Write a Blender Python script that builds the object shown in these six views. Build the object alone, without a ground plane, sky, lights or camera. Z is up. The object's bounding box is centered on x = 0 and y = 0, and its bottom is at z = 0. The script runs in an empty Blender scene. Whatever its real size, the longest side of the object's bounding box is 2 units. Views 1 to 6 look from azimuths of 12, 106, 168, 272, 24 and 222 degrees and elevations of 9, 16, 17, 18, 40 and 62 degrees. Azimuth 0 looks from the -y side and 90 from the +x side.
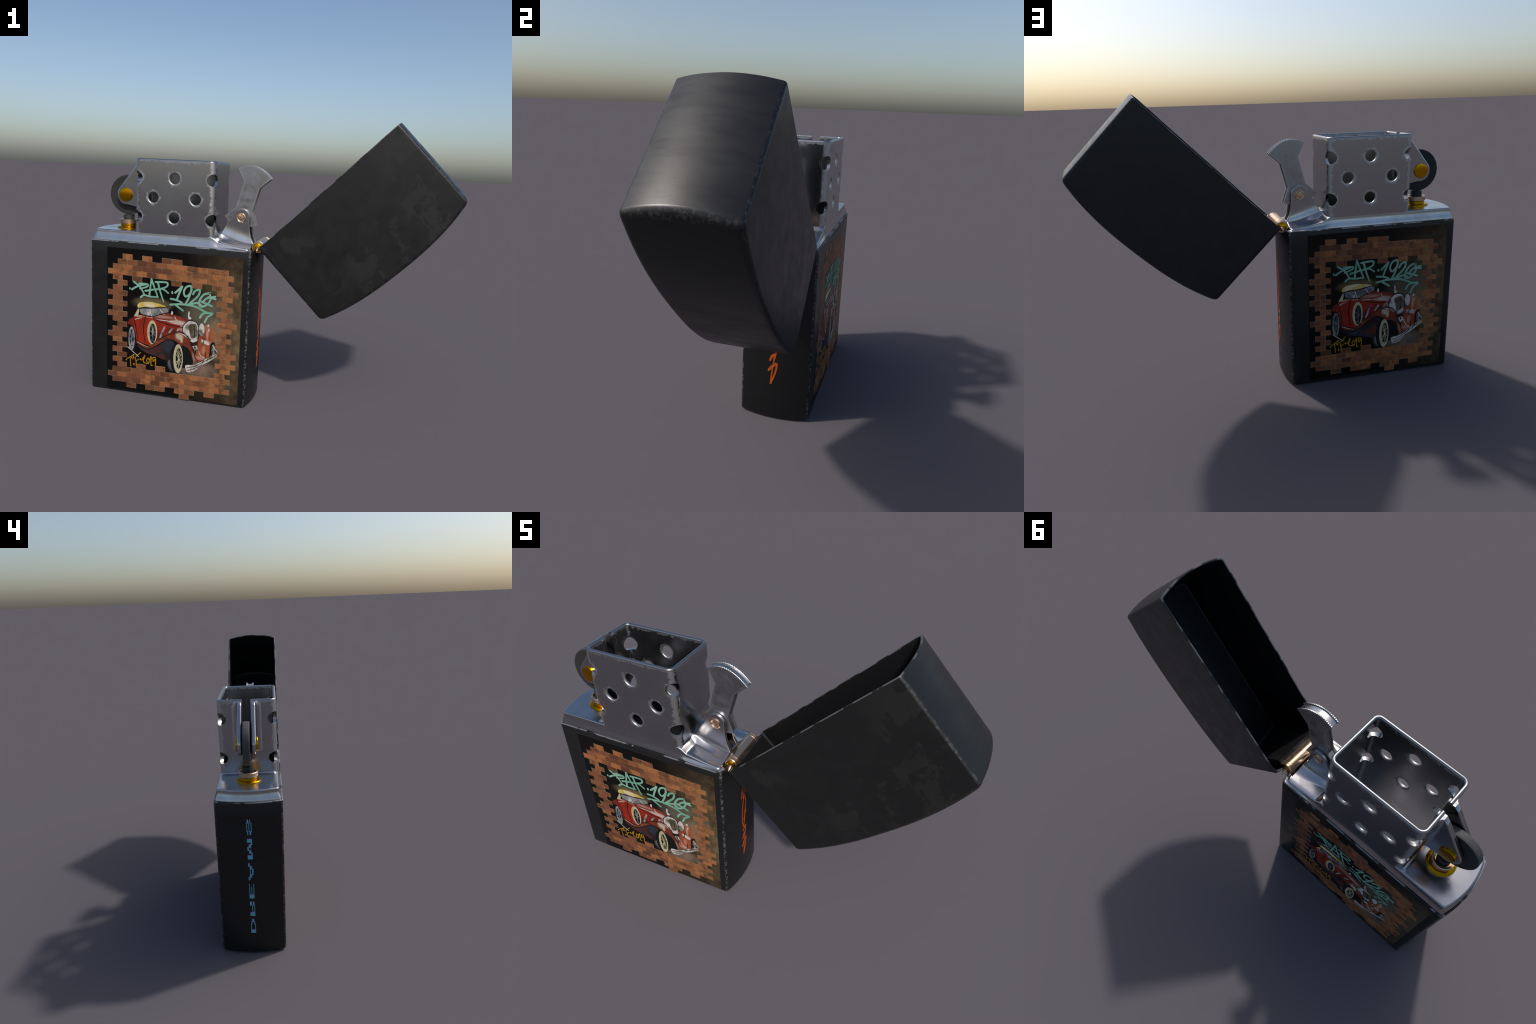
import bpy, bmesh, math, random
from mathutils import Vector, Matrix

random.seed(7)
D = bpy.data
COL = bpy.context.scene.collection


# ------------------------------------------------------------------ helpers
def new_object(name, mesh, parent=None, mat=None, sharp=32.0):
    ob = D.objects.new(name, mesh)
    COL.objects.link(ob)
    if parent:
        ob.parent = parent
    if mat:
        mesh.materials.clear()
        mesh.materials.append(mat)
    if sharp is not None:
        mesh.shade_smooth()
        mesh.set_sharp_from_angle(angle=math.radians(sharp))
    return ob


def mesh_from(name, verts, faces):
    me = D.meshes.new(name)
    me.from_pydata([tuple(v) for v in verts], [], faces)
    bm = bmesh.new()
    bm.from_mesh(me)
    bmesh.ops.remove_doubles(bm, verts=bm.verts, dist=1e-6)
    bmesh.ops.recalc_face_normals(bm, faces=bm.faces)
    bm.to_mesh(me)
    bm.free()
    me.update()
    return me


def loft(name, rings, cap_start=True, cap_end=True):
    """Skin closed rings of equal point count."""
    n = len(rings[0])
    verts = [p for r in rings for p in r]
    faces = []
    for k in range(len(rings) - 1):
        for i in range(n):
            j = (i + 1) % n
            faces.append((k * n + i, k * n + j, (k + 1) * n + j, (k + 1) * n + i))
    if cap_start:
        faces.append(tuple(range(n - 1, -1, -1)))
    if cap_end:
        b = (len(rings) - 1) * n
        faces.append(tuple(range(b, b + n)))
    return mesh_from(name, verts, faces)


def lathe(name, profile, axis='Z', centre=(0, 0, 0), seg=64):
    """profile: (radius, height) pairs from one pole to the other."""
    rings = []
    for r, h in profile:
        ring = []
        for i in range(seg):
            a = 2 * math.pi * i / seg
            c, s = r * math.cos(a), r * math.sin(a)
            v = (c, s, h) if axis == 'Z' else ((c, h, s) if axis == 'Y' else (h, c, s))
            ring.append((v[0] + centre[0], v[1] + centre[1], v[2] + centre[2]))
        rings.append(ring)
    return loft(name, rings)


def prism(name, outline, y0, y1, bevel=0.0, seg=2):
    """Extrude an x-z outline from y0 to y1 and round its long edges."""
    bm = bmesh.new()
    a = [bm.verts.new((x, y0, z)) for x, z in outline]
    b = [bm.verts.new((x, y1, z)) for x, z in outline]
    n = len(outline)
    fa, fb = bm.faces.new(a), bm.faces.new(b[::-1])
    for i in range(n):
        bm.faces.new((a[i], b[i], b[(i + 1) % n], a[(i + 1) % n]))
    bmesh.ops.recalc_face_normals(bm, faces=bm.faces)
    if bevel:
        rim = [e for e in bm.edges if (e.verts[0].co.y == e.verts[1].co.y)]
        bmesh.ops.bevel(bm, geom=rim, offset=bevel, segments=seg, profile=0.5, affect='EDGES')
    me = D.meshes.new(name)
    bm.to_mesh(me)
    bm.free()
    return me


def apply_modifiers(ob):
    dg = bpy.context.evaluated_depsgraph_get()
    me = D.meshes.new_from_object(ob.evaluated_get(dg))
    ob.modifiers.clear()
    ob.data = me
    return me


def cut(ob, cutters):
    for c in cutters:
        m = ob.modifiers.new('cut', 'BOOLEAN')
        m.operation, m.object, m.solver = 'DIFFERENCE', c, 'EXACT'
    apply_modifiers(ob)
    for c in cutters:
        D.objects.remove(c, do_unlink=True)


def box(x0, x1, y0, y1, z0, z1):
    me = D.meshes.new('cutter')
    bm = bmesh.new()
    bmesh.ops.create_cube(bm, size=1, matrix=Matrix.Translation(((x0 + x1) / 2, (y0 + y1) / 2, (z0 + z1) / 2))
                          @ Matrix.Diagonal((x1 - x0, y1 - y0, z1 - z0, 1)))
    bm.to_mesh(me)
    bm.free()
    return new_object('cutter', me, None, None, None)


def weighted(ob, sharp=34):
    ob.data.shade_smooth()
    ob.data.set_sharp_from_angle(angle=math.radians(sharp))
    m = ob.modifiers.new('weighted', 'WEIGHTED_NORMAL')
    m.keep_sharp = True
    m.weight = 100
    apply_modifiers(ob)


def smooth(t):
    t = max(0.0, min(1.0, t))
    return t * t * (3 - 2 * t)


def lerp(a, b, t):
    return a + (b - a) * t


def spline(pts, n=8, closed=False):
    """Catmull-Rom through the control points."""
    m, out = len(pts), []
    if m < 3 and not closed:
        return [Vector((p[0], p[1])) for p in pts]
    for i in range(m if closed else m - 1):
        g = (lambda k: pts[k % m]) if closed else (lambda k: pts[max(0, min(m - 1, k))])
        p0, p1, p2, p3 = (Vector(g(i + d)[:2]) for d in (-1, 0, 1, 2))
        for k in range(n):
            t = k / n
            out.append(0.5 * ((2 * p1) + (p2 - p0) * t + (2 * p0 - 5 * p1 + 4 * p2 - p3) * t * t
                              + (3 * p1 - p0 - 3 * p2 + p3) * t ** 3))
    if not closed:
        out.append(Vector(pts[-1][:2]))
    return out


# ---------------------------------------------------------------- materials
PW, PH = 0.783, 0.828                 # size of the printed panel
FRONT_X, FRONT_Z = -0.873, 0.012      # its lower left corner on the front
BACK_X, BACK_Z = -0.149, 0.024        # and on the back, read from behind
CX = -0.5125                                    # middle of the case
HW, HD, BULGE = 0.4588, 0.1729, 0.0282         # half width at the corner, half depth, end bulge
CASE_TOP = 0.877
LID_HW, LID_HD, LID_BULGE, LID_R = 0.4600, 0.1726, 0.028, 0.020
LID_CX, CROWN0, CROWN = -0.4510, 0.487, 0.069
CH_X0, CH_X1, CH_Y, CH_TOP, CH_R, CH_WALL = -0.722, -0.266, 0.1545, 1.336, 0.034, 0.0175
HX, HZ, HDX, HDZ = -0.4925, 1.1285, 0.1205, 0.106   # pattern of holes in the wind guard


class Nodes:
    def __init__(self, name):
        self.mat = D.materials.new(name)
        self.mat.use_nodes = True
        self.t = self.mat.node_tree
        self.b = self.t.nodes['Principled BSDF']
        self.coord = None

    def add(self, kind, **kw):
        n = self.t.nodes.new(kind)
        for k, v in kw.items():
            setattr(n, k, v)
        return n

    def link(self, a, b):
        self.t.links.new(a, b)

    def put(self, sock, v):
        if isinstance(v, bpy.types.NodeSocket):
            self.link(v, sock)
        elif isinstance(v, (tuple, list)):
            sock.default_value = (*v, 1.0) if len(v) == 3 and sock.type == 'RGBA' else v
        else:
            sock.default_value = v

    def obj(self):
        if not self.coord:
            self.coord = self.add('ShaderNodeTexCoord').outputs['Object']
        return self.coord

    def position(self):
        return self.add('ShaderNodeNewGeometry').outputs['Position']

    def noise(self, scale, detail=4, rough=0.55, vec=None, stretch=None, distortion=0.0):
        vec = vec or self.obj()
        if stretch:
            m = self.add('ShaderNodeMapping')
            m.inputs['Scale'].default_value = stretch
            self.link(vec, m.inputs['Vector'])
            vec = m.outputs[0]
        n = self.add('ShaderNodeTexNoise')
        self.link(vec, n.inputs['Vector'])
        n.inputs['Scale'].default_value = scale
        n.inputs['Detail'].default_value = detail
        n.inputs['Roughness'].default_value = rough
        n.inputs['Distortion'].default_value = distortion
        return n.outputs['Fac']

    def ramp(self, fac, stops, smooth_=False):
        r = self.add('ShaderNodeValToRGB')
        e = r.color_ramp.elements
        while len(e) < len(stops):
            e.new(0.5)
        for el, (p, c) in zip(e, stops):
            el.position = p
            el.color = (c, c, c, 1) if isinstance(c, (int, float)) else (*c, 1)
        if smooth_:
            r.color_ramp.interpolation = 'EASE'
        self.link(fac, r.inputs[0])
        return r.outputs[0]

    def math(self, op, a, b=0.0, clamp=False):
        n = self.add('ShaderNodeMath', operation=op, use_clamp=clamp)
        self.put(n.inputs[0], a)
        self.put(n.inputs[1], b)
        return n.outputs[0]

    def mix(self, fac, a, b, mode='MIX'):
        n = self.add('ShaderNodeMix', data_type='RGBA', blend_type=mode)
        self.put(n.inputs[0], fac)
        self.put(n.inputs[6], a)
        self.put(n.inputs[7], b)
        return n.outputs[2]

    def edge(self, radius, samples=6):
        """1 near convex or concave edges, where a rounded normal departs from the real one."""
        bv = self.add('ShaderNodeBevel', samples=samples)
        bv.inputs['Radius'].default_value = radius
        g = self.add('ShaderNodeNewGeometry')
        d = self.add('ShaderNodeVectorMath', operation='DOT_PRODUCT')
        self.link(bv.outputs[0], d.inputs[0])
        self.link(g.outputs['Normal'], d.inputs[1])
        return self.math('SUBTRACT', 1.0, d.outputs['Value'], True)

    def axis(self, k, vec=None):
        s = self.add('ShaderNodeSeparateXYZ')
        self.link(vec or self.obj(), s.inputs[0])
        return s.outputs[k]

    def band(self, v, lo, hi):
        """Smooth step from lo to hi (either order)."""
        n = self.add('ShaderNodeMapRange', interpolation_type='SMOOTHSTEP')
        self.put(n.inputs['Value'], v)
        flip = lo > hi
        n.inputs['From Min'].default_value, n.inputs['From Max'].default_value = (hi, lo) if flip else (lo, hi)
        n.inputs['To Min'].default_value, n.inputs['To Max'].default_value = (1, 0) if flip else (0, 1)
        return n.outputs[0]

    def off(self, v, c):
        return self.math('ABSOLUTE', self.math('SUBTRACT', v, c))

    def panel_uv(self):
        """Place on the printed panel, front or back, as fractions of its size."""
        p = self.position()
        x, y, z = (self.axis(k, p) for k in range(3))
        back = self.math('GREATER_THAN', y, 0.0)
        uf = self.math('DIVIDE', self.math('SUBTRACT', x, FRONT_X), PW)
        ub = self.math('DIVIDE', self.math('SUBTRACT', BACK_X, x), PW)
        u = self.math('ADD', self.math('MULTIPLY', back, ub), self.math('MULTIPLY', self.math('SUBTRACT', 1.0, back), uf))
        low = self.math('ADD', self.math('MULTIPLY', back, BACK_Z - FRONT_Z), FRONT_Z)
        return u, self.math('DIVIDE', self.math('SUBTRACT', z, low), PH)

    def glow(self, uv, c, r, tint, col, power, grain=None):
        """A soft puff of spray paint."""
        du = self.math('MULTIPLY', self.math('SUBTRACT', uv[0], c[0]), 1 / r[0])
        dv = self.math('MULTIPLY', self.math('SUBTRACT', uv[1], c[1]), 1 / r[1])
        d = self.math('ADD', self.math('MULTIPLY', du, du), self.math('MULTIPLY', dv, dv))
        f = self.math('MULTIPLY', self.band(d, 1.0, 0.0), power)
        if grain:
            f = self.math('MULTIPLY', f, grain)
        return self.mix(f, col, tint)

    def bump(self, height, strength, dist=0.002):
        n = self.add('ShaderNodeBump')
        n.inputs['Strength'].default_value = strength
        n.inputs['Distance'].default_value = dist
        self.link(height, n.inputs['Height'])
        self.link(n.outputs[0], self.b.inputs['Normal'])

    def set(self, **kw):
        names = dict(color='Base Color', rough='Roughness', metal='Metallic', spec='Specular IOR Level')
        for k, v in kw.items():
            self.put(self.b.inputs[names.get(k, k)], v)
        return self.mat


def make_paint(name, is_lid):
    """Satin black enamel: dull blotches, and bare metal where rims and corners have rubbed."""
    m = Nodes(name)
    x, y, z = (m.axis(k) for k in range(3))
    ax, ay = m.off(x, LID_CX if is_lid else CX), m.math('ABSOLUTE', y)
    hw, hd = (LID_HW, LID_HD) if is_lid else (HW, HD)
    speck = m.ramp(m.noise(75, 6, 0.7), [(0.50, 0.0), (0.58, 1.0)])
    dash = m.ramp(m.noise(13, 5, 0.6, stretch=(1, 1, 0.3)), [(0.47, 0.0), (0.52, 1.0)])
    corner = m.math('MULTIPLY', m.band(ax, hw - 0.010, hw - 0.003), m.band(ay, hd - 0.013, hd - 0.005))
    if is_lid:
        rim = m.band(z, 0.0050, 0.0015)
        t = m.math('DIVIDE', ax, LID_HW + LID_BULGE)
        top = m.math('SUBTRACT', m.math('SUBTRACT', CROWN0 + CROWN, m.math('MULTIPLY', m.math('POWER', t, 2.5), CROWN)), z)
        end = m.band(ax, hw - 0.004, hw + 0.002)
        edge = m.math('MULTIPLY', m.math('MAXIMUM', m.math('MULTIPLY', m.band(ay, hd - 0.012, hd - 0.004), 0.22), m.math('MULTIPLY', end, 0.28)), m.band(top, 0.020, 0.010))
        corner = m.math('MULTIPLY', corner, 0.35)
    else:
        rim = m.band(z, CASE_TOP - 0.0055, CASE_TOP - 0.0030)
        edge = m.math('MULTIPLY', m.band(z, 0.014, 0.006), 0.5)
    scuff = m.math('MULTIPLY', m.math('MAXIMUM', corner, edge), speck)
    wear = m.math('MAXIMUM', m.math('MULTIPLY', m.math('MULTIPLY', rim, dash), 0.4 if is_lid else 1.0), m.math('MULTIPLY', scuff, 0.4))
    blotch = m.ramp(m.noise(6.0, 8, 0.66, distortion=0.25), [(0.52, 0.0), (0.535, 1.0)])
    broad = m.ramp(m.noise(2.3, 2), [(0.40, 0.0), (0.50, 1.0)])
    patch = m.math('MULTIPLY', m.math('MULTIPLY', blotch, broad), m.math('MULTIPLY', m.band(y, -hd + 0.02, -hd + 0.006), 0.48))
    base = m.mix(m.noise(60, 3), (0.0065, 0.0065, 0.0067), (0.0085, 0.0085, 0.0088))
    base = m.mix(patch, base, (0.0100, 0.0100, 0.0103) if is_lid else (0.0085, 0.0085, 0.0088))
    streak = m.noise(14, 5, 0.6, stretch=(1.0, 0.3, 1.3))
    rough = m.ramp(streak, [(0.35, 0.31), (0.65, 0.43)])
    rough = m.mix(m.math('MULTIPLY', patch, 1.0 if is_lid else 0.4), rough, (0.70, 0.70, 0.70))
    rough = m.mix(wear, rough, (0.34, 0.34, 0.34))
    m.bump(m.noise(220, 2), 0.04)
    return m.set(color=m.mix(wear, base, (0.30, 0.30, 0.31)), rough=rough, metal=m.math('MULTIPLY', wear, 0.7), spec=0.42)


def make_steel(name, tint=(0.46, 0.46, 0.47), low=0.16, wear_amount=1.0, smear_gain=0.08):
    """Bright pressed steel with a dull scuffed band along edges and hole rims."""
    m = Nodes(name)
    e = m.edge(0.022, 8)
    spike = m.noise(46, 6, 0.7)
    lift = m.math('ADD', e, m.math('MULTIPLY', m.math('SUBTRACT', spike, 0.5), 0.22))
    wear = m.math('MULTIPLY', m.ramp(lift, [(0.06, 0.0), (0.12, 1.0)]), wear_amount)
    smear = m.ramp(m.noise(9 if smear_gain < 0.1 else 24, 5, 0.6), [(0.40, 0.0), (0.62, 1.0)])
    rough = m.mix(wear, m.mix(smear, (low,) * 3, (low + smear_gain,) * 3), (0.48,) * 3)
    col = m.mix(wear, m.mix(smear, tint, tuple(c * 0.86 for c in tint)), (0.50, 0.50, 0.50))
    return m.set(color=col, rough=rough, metal=1.0)


def make_guard_steel():
    """Wind guard: the sheet is bright, but hole lips, top edge and upright corners are scuffed dull."""
    m = Nodes('guard_steel')
    x, y, z = (m.axis(k) for k in range(3))
    px, pz, ay = m.off(x, HX), m.off(z, HZ), m.math('ABSOLUTE', y)
    spike = m.math('SUBTRACT', m.noise(55, 6, 0.72), 0.5)

    def dist(cx, cz):
        a, b = m.math('SUBTRACT', px, cx), m.math('SUBTRACT', pz, cz)
        return m.math('SQRT', m.math('ADD', m.math('MULTIPLY', a, a), m.math('MULTIPLY', b, b)))
    d = m.math('MINIMUM', m.math('MINIMUM', dist(HDX, 0.0), dist(0.0, HDZ)), dist(0.213, HDZ))
    d = m.math('MAXIMUM', m.math('SUBTRACT', d, 0.0345), m.math('SUBTRACT', CH_Y - 0.020, ay))
    d = m.math('MINIMUM', d, m.math('SUBTRACT', CH_TOP - 0.012, z))
    side = m.math('SUBTRACT', 0.208, px)
    side = m.math('MAXIMUM', side, m.math('SUBTRACT', CH_Y - 0.018, ay))
    d = m.math('MINIMUM', d, side)
    wear = m.math('MULTIPLY', m.band(m.math('ADD', d, m.math('MULTIPLY', spike, 0.06)), 0.0065, 0.0025), m.band(z, CH_TOP - 0.004, CH_TOP - 0.008))
    smear = m.ramp(m.noise(9, 5, 0.6), [(0.35, 0.0), (0.7, 1.0)])
    rough = m.mix(wear, m.mix(smear, (0.20,) * 3, (0.27,) * 3), (0.46,) * 3)
    col = m.mix(wear, m.mix(smear, (0.44, 0.44, 0.45), (0.38, 0.38, 0.39)), (0.46, 0.46, 0.46))
    lip = m.band(z, CH_TOP - 0.014, CH_TOP - 0.004)
    rough = m.mix(lip, rough, (0.30,) * 3)
    col = m.mix(lip, col, (0.30, 0.30, 0.305))  # rim colour darkened to mute its bright sky reflection
    return m.set(color=col, rough=rough, metal=1.0)


def make_metal(name, col, rough, grain=60, amount=0.35, dark=0.6):
    m = Nodes(name)
    n = m.noise(grain, 5, 0.6)
    c = m.mix(m.ramp(n, [(0.35, 0.0), (0.7, 1.0)]), col, tuple(x * dark for x in col))
    r = m.ramp(n, [(0.3, rough), (0.75, rough + amount)])
    return m.set(color=c, rough=r, metal=1.0)


def make_print(name, a, b=None, scale=18, lo=0.4, hi=0.6, rough=0.5, third=None, gain=1.3):
    m = Nodes(name)
    c = a
    if b:
        c = m.mix(m.ramp(m.noise(scale, 4, 0.6), [(lo, 0.0), (hi, 1.0)]), a, b)
    if third:
        c = m.mix(m.ramp(m.noise(scale * 0.6, 3, 0.5, stretch=(1, 1, 1.7)), [(0.56, 0.0), (0.66, 1.0)]), c, third)
    return m.set(color=m.mix(1.0, c, (gain, gain, gain), 'MULTIPLY') if gain != 1 else c, rough=rough, spec=0.2)  # gain lifts base colours so the print reads brighter on the shaded back


paint = make_paint('black_enamel', False)
lid_paint = make_paint('lid_black_enamel', True)
steel = make_steel('pressed_steel')
guard_steel = make_guard_steel()
deck_steel = make_steel('polished_steel', (0.45, 0.45, 0.465), 0.19, 0.35)
cam_steel = make_steel('cam_steel', (0.40, 0.40, 0.41), 0.24, 0.6, 0.22)
bronze = make_metal('bronze', (0.72, 0.50, 0.33), 0.22, 70, 0.25, 0.7)
gold = make_metal('gold', (0.60, 0.29, 0.003), 0.16, 30, 0.06, 0.85)
inside = Nodes('black_lining').set(color=(0.006, 0.006, 0.007), rough=0.4, spec=0.4)


def make_wheel():
    m = Nodes('striker_iron')
    n = m.noise(130, 6, 0.7)
    dx, dz = m.math('SUBTRACT', m.axis(0), -0.8238), m.math('SUBTRACT', m.axis(2), 1.1285)
    r = m.math('SQRT', m.math('ADD', m.math('MULTIPLY', dx, dx), m.math('MULTIPLY', dz, dz)))
    c = m.mix(n, (0.016, 0.016, 0.0165), (0.036, 0.036, 0.037))
    c = m.mix(m.math('MULTIPLY', m.band(r, 0.109, 0.1125), n), c, (0.10, 0.10, 0.10))
    m.bump(m.noise(75, 6, 0.7), 0.6, 0.004)
    return m.set(color=c, rough=0.6, metal=0.0, spec=0.25)


striker = make_wheel()
flint_mat = make_print('dark_flint', (0.02, 0.02, 0.02), (0.04, 0.038, 0.036), 60, gain=1)

# ------------------------------------------------------------------- thing
lighter = D.objects.new('pocket_lighter', None)
COL.objects.link(lighter)
lighter['label'] = 'open black flip-top pocket lighter with brick and car graffiti print'
lighter['category'] = 'lighter'

def outline(hw, hd, bulge, r, straight=40, arc=24):
    """Plan outline: straight front and back, ends that bow outwards, softly rounded corners."""
    pts = []

    def end(s, down):
        out = []
        for i in range(arc + 1):
            t = -1 + 2 * i / arc
            t = t if not down else -t
            out.append(Vector((s * (hw + bulge * (1 - t * t)), hd * t)))
        return out
    east, west = end(1, False), end(-1, True)
    raw = [east, west]
    for k, e in enumerate(raw):
        nxt = raw[1 - k]
        # end curve, trimmed near its corners
        body = [p for p in e if abs(abs(p.y) - hd) > r * 0.9]
        first, last = e[0], e[-1]
        sx = 1 if first.x > 0 else -1

        def fillet(corner, a, b):
            return [(1 - t) ** 2 * a + 2 * t * (1 - t) * corner + t * t * b for t in [i / 5 for i in range(6)]]
        a = Vector((first.x - sx * r, first.y))
        slope = 2 * bulge / hd
        b = Vector((first.x + sx * slope * r * 0.9, first.y - math.copysign(r * 0.9, first.y)))
        pts += fillet(first, a, b)[:-1]
        pts += [b] + body[0:]
        c = Vector((last.x + sx * slope * r * 0.9, last.y - math.copysign(r * 0.9, last.y)))
        d = Vector((last.x - sx * r, last.y))
        pts += fillet(last, c, d)
        start, stop = d, Vector((nxt[0].x + sx * r, nxt[0].y))
        pts += [start.lerp(stop, i / straight) for i in range(1, straight)]
    return pts


def plan(inset, r=0.012, hw=HW, hd=HD, bulge=BULGE):
    return outline(hw - inset, hd - inset, bulge, r)


# --------------------------------------------------------------------- case
def ring_at(inset, z, r=0.012):
    return [(CX + p.x, p.y, z) for p in plan(inset, r)]


rings = []
RB = 0.018
for i in range(7):
    a = math.pi / 2 * i / 6
    rings.append(ring_at(RB * (1 - math.sin(a)), RB * (1 - math.cos(a))))
rings += [ring_at(0, z) for z in (0.2, 0.4, 0.6, 0.8, CASE_TOP - 0.004)]
rings += [ring_at(0.0010, CASE_TOP - 0.001), ring_at(0.003, CASE_TOP), ring_at(0.0050, CASE_TOP),
          ring_at(0.0060, CASE_TOP - 0.001), ring_at(0.0060, 0.66)]
case = new_object('case', loft('case', rings), lighter, paint)

# ---------------------------------------------------------------------- lid


def crown(x):
    return CROWN0 + CROWN * (1 - abs(x / (LID_HW + LID_BULGE)) ** 2.5)


def lid_ring(inset, height, scale_y=1.0, drop=0.0, ends=0.0):
    out = []
    for p in outline(LID_HW - inset - ends, LID_HD - inset, LID_BULGE, 0.012):
        z = height if height is not None else crown(p.x) - drop
        out.append((p.x + LID_CX, p.y * scale_y, z))
    return out


WALL = 0.009
FLOOR = 0.440            # the lid's inside is flat, not crowned
rings = [lid_ring(LID_R, None, s) for s in (0.0, 0.25, 0.5, 0.75, 0.92)]
for i in range(7):
    a = math.pi / 2 * i / 6
    rings.append(lid_ring(LID_R * (1 - math.sin(a)), None, 1.0, LID_R * (1 - math.cos(a))))
rings += [lid_ring(0, z) for z in (0.40, 0.2, 0.004)]
rings += [lid_ring(0.0012, 0.001), lid_ring(0.004, 0.0), lid_ring(WALL - 0.004, 0.0), lid_ring(WALL - 0.001, 0.001),
          lid_ring(WALL, 0.004), lid_ring(WALL, 0.2, ends=0.004), lid_ring(WALL, FLOOR - 0.012, ends=0.007), lid_ring(WALL + 0.0035, FLOOR - 0.0035, ends=0.007)]
rings += [lid_ring(WALL + 0.012, FLOOR, s, ends=0.007) for s in (1.0, 0.6, 0.3, 0.0)]
me = loft('lid', rings, False, False)
HINGE = Vector((-0.0045, 0, 0.9052))
TURN = Matrix.Translation(HINGE) @ Matrix.Rotation(math.radians(135), 4, 'Y')
lid = new_object('lid', me, lighter, None)
lid.matrix_world = TURN
cut(lid, [box(-0.018, 0.06, -0.119, 0.119, -0.05, 0.024)])
me = lid.data
me.materials.clear()
me.materials.append(lid_paint)
me.materials.append(inside)
weighted(lid, 34)
me = lid.data
for f in me.polygons:
    c, n = f.center, f.normal
    deep = abs(c.y) < LID_HD - WALL * 0.6 and abs(c.x - LID_CX) < LID_HW + LID_BULGE * (1 - (c.y / LID_HD) ** 2) - WALL * 0.6
    if deep and 0.003 < c.z < FLOOR + 0.002:
        f.material_index = 1

# leaf of the hinge, lying on the inside of the lid's end wall
me = D.meshes.new('hinge_leaf')
bm = bmesh.new()
bmesh.ops.create_cube(bm, size=1, matrix=Matrix.Translation((-0.012, 0, 0.067)) @ Matrix.Diagonal((0.030, 0.236, 0.126, 1)))
bmesh.ops.bevel(bm, geom=bm.edges[:], offset=0.002, segments=2, affect='EDGES')
bm.to_mesh(me)
bm.free()
new_object('hinge_leaf', me, lid, lid_paint)

# -------------------------------------------------------------- insert body
LEDGE = 0.936


def deck_height(x, y):
    """Flat ledge behind the wind guard, a dished deck with a sloping cam seat in front of it."""
    ay = abs(y)
    if x < -0.275:
        d = (CH_X0 - x) / 0.022
        if 0 < d < 1:
            return LEDGE + 0.022 * (1 - math.sqrt(1 - (1 - d) ** 2)) * (1 - smooth((ay - CH_Y + 0.022) / 0.016))
        return LEDGE
    floor = 0.887 + 0.030 * max(0.0, min(1.0, (-0.06 - x) / 0.19)) ** 1.4
    floor -= 0.003 * smooth((ay - 0.13) / 0.03)
    floor += (LEDGE - 0.917) * (1 - smooth((x + 0.274) / 0.036))
    seat = 0.903 + 0.047 * max(0.0, min(1.0, (-0.075 - x) / 0.175)) ** 1.7
    foot = lerp(0.074, 0.104, smooth((x + 0.26) / 0.18))
    t = max(0.0, min(1.0, (ay - 0.047) / (foot - 0.047)))
    side = (1 - smooth(t)) * 0.55 + 0.45 * (1 - t) ** 2.2
    front = 1 - smooth((x + 0.070) / 0.018)
    z = floor + max(0.0, seat - floor) * side * front
    return z - 0.022 * smooth((x + 0.072) / 0.012) * (1 - smooth((ay - 0.116) / 0.010))


def insert_ring(inset, z=None, scale=1.0):
    out = []
    for p in outline(HW - 0.0065 - inset, HD - 0.0065 - inset, BULGE, 0.012, 230, 24):
        x, y = CX + p.x, p.y * scale
        out.append((x, y, deck_height(x, y) if z is None else z))
    return out


rings = [insert_ring(0.004, 0.67), insert_ring(0.004, 0.85), insert_ring(0.0, 0.874)]
for t, inset in ((0.12, 0.001), (0.3, 0.0042), (0.5, 0.0078), (0.7, 0.0103), (0.85, 0.0114), (1.0, 0.0118)):
    rings.append([(p[0], p[1], lerp(0.876, p[2] - 0.006, t)) for p in insert_ring(inset)])
for i in range(1, 5):
    a = math.pi / 2 * i / 4
    rings.append([(p[0], p[1], p[2] - 0.006 * (1 - math.sin(a))) for p in insert_ring(0.0118 + 0.006 * (1 - math.cos(a)))])
rings += [insert_ring(0.0178, None, 1 - k / 34) for k in range(1, 35)]
insert = new_object('insert_body', loft('insert_body', rings, True, False), lighter, None)


cut(insert, [box(CH_X0 + 0.010, CH_X1 - 0.010, -CH_Y + 0.010, CH_Y - 0.010, 0.70, 1.2)])
insert.data.materials.clear()
insert.data.materials.append(deck_steel)
weighted(insert, 40)


# ------------------------------------------------------------- wind guard
def rounded_rect(x0, x1, y0, y1, r, n=8, flat=1):
    pts = []
    for cx, cy, a0 in ((x1 - r, y1 - r, 0), (x0 + r, y1 - r, 90), (x0 + r, y0 + r, 180), (x1 - r, y0 + r, 270)):
        for i in range(n + 1):
            a = math.radians(a0 + 90 * i / n)
            pts.append((cx + r * math.cos(a), cy + r * math.sin(a)))
    return pts


def guard_ring(inset, z):
    return [(x, y, z) for x, y in rounded_rect(CH_X0 + inset, CH_X1 - inset, -CH_Y + inset, CH_Y - inset, CH_R - inset * 0.9)]


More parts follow.
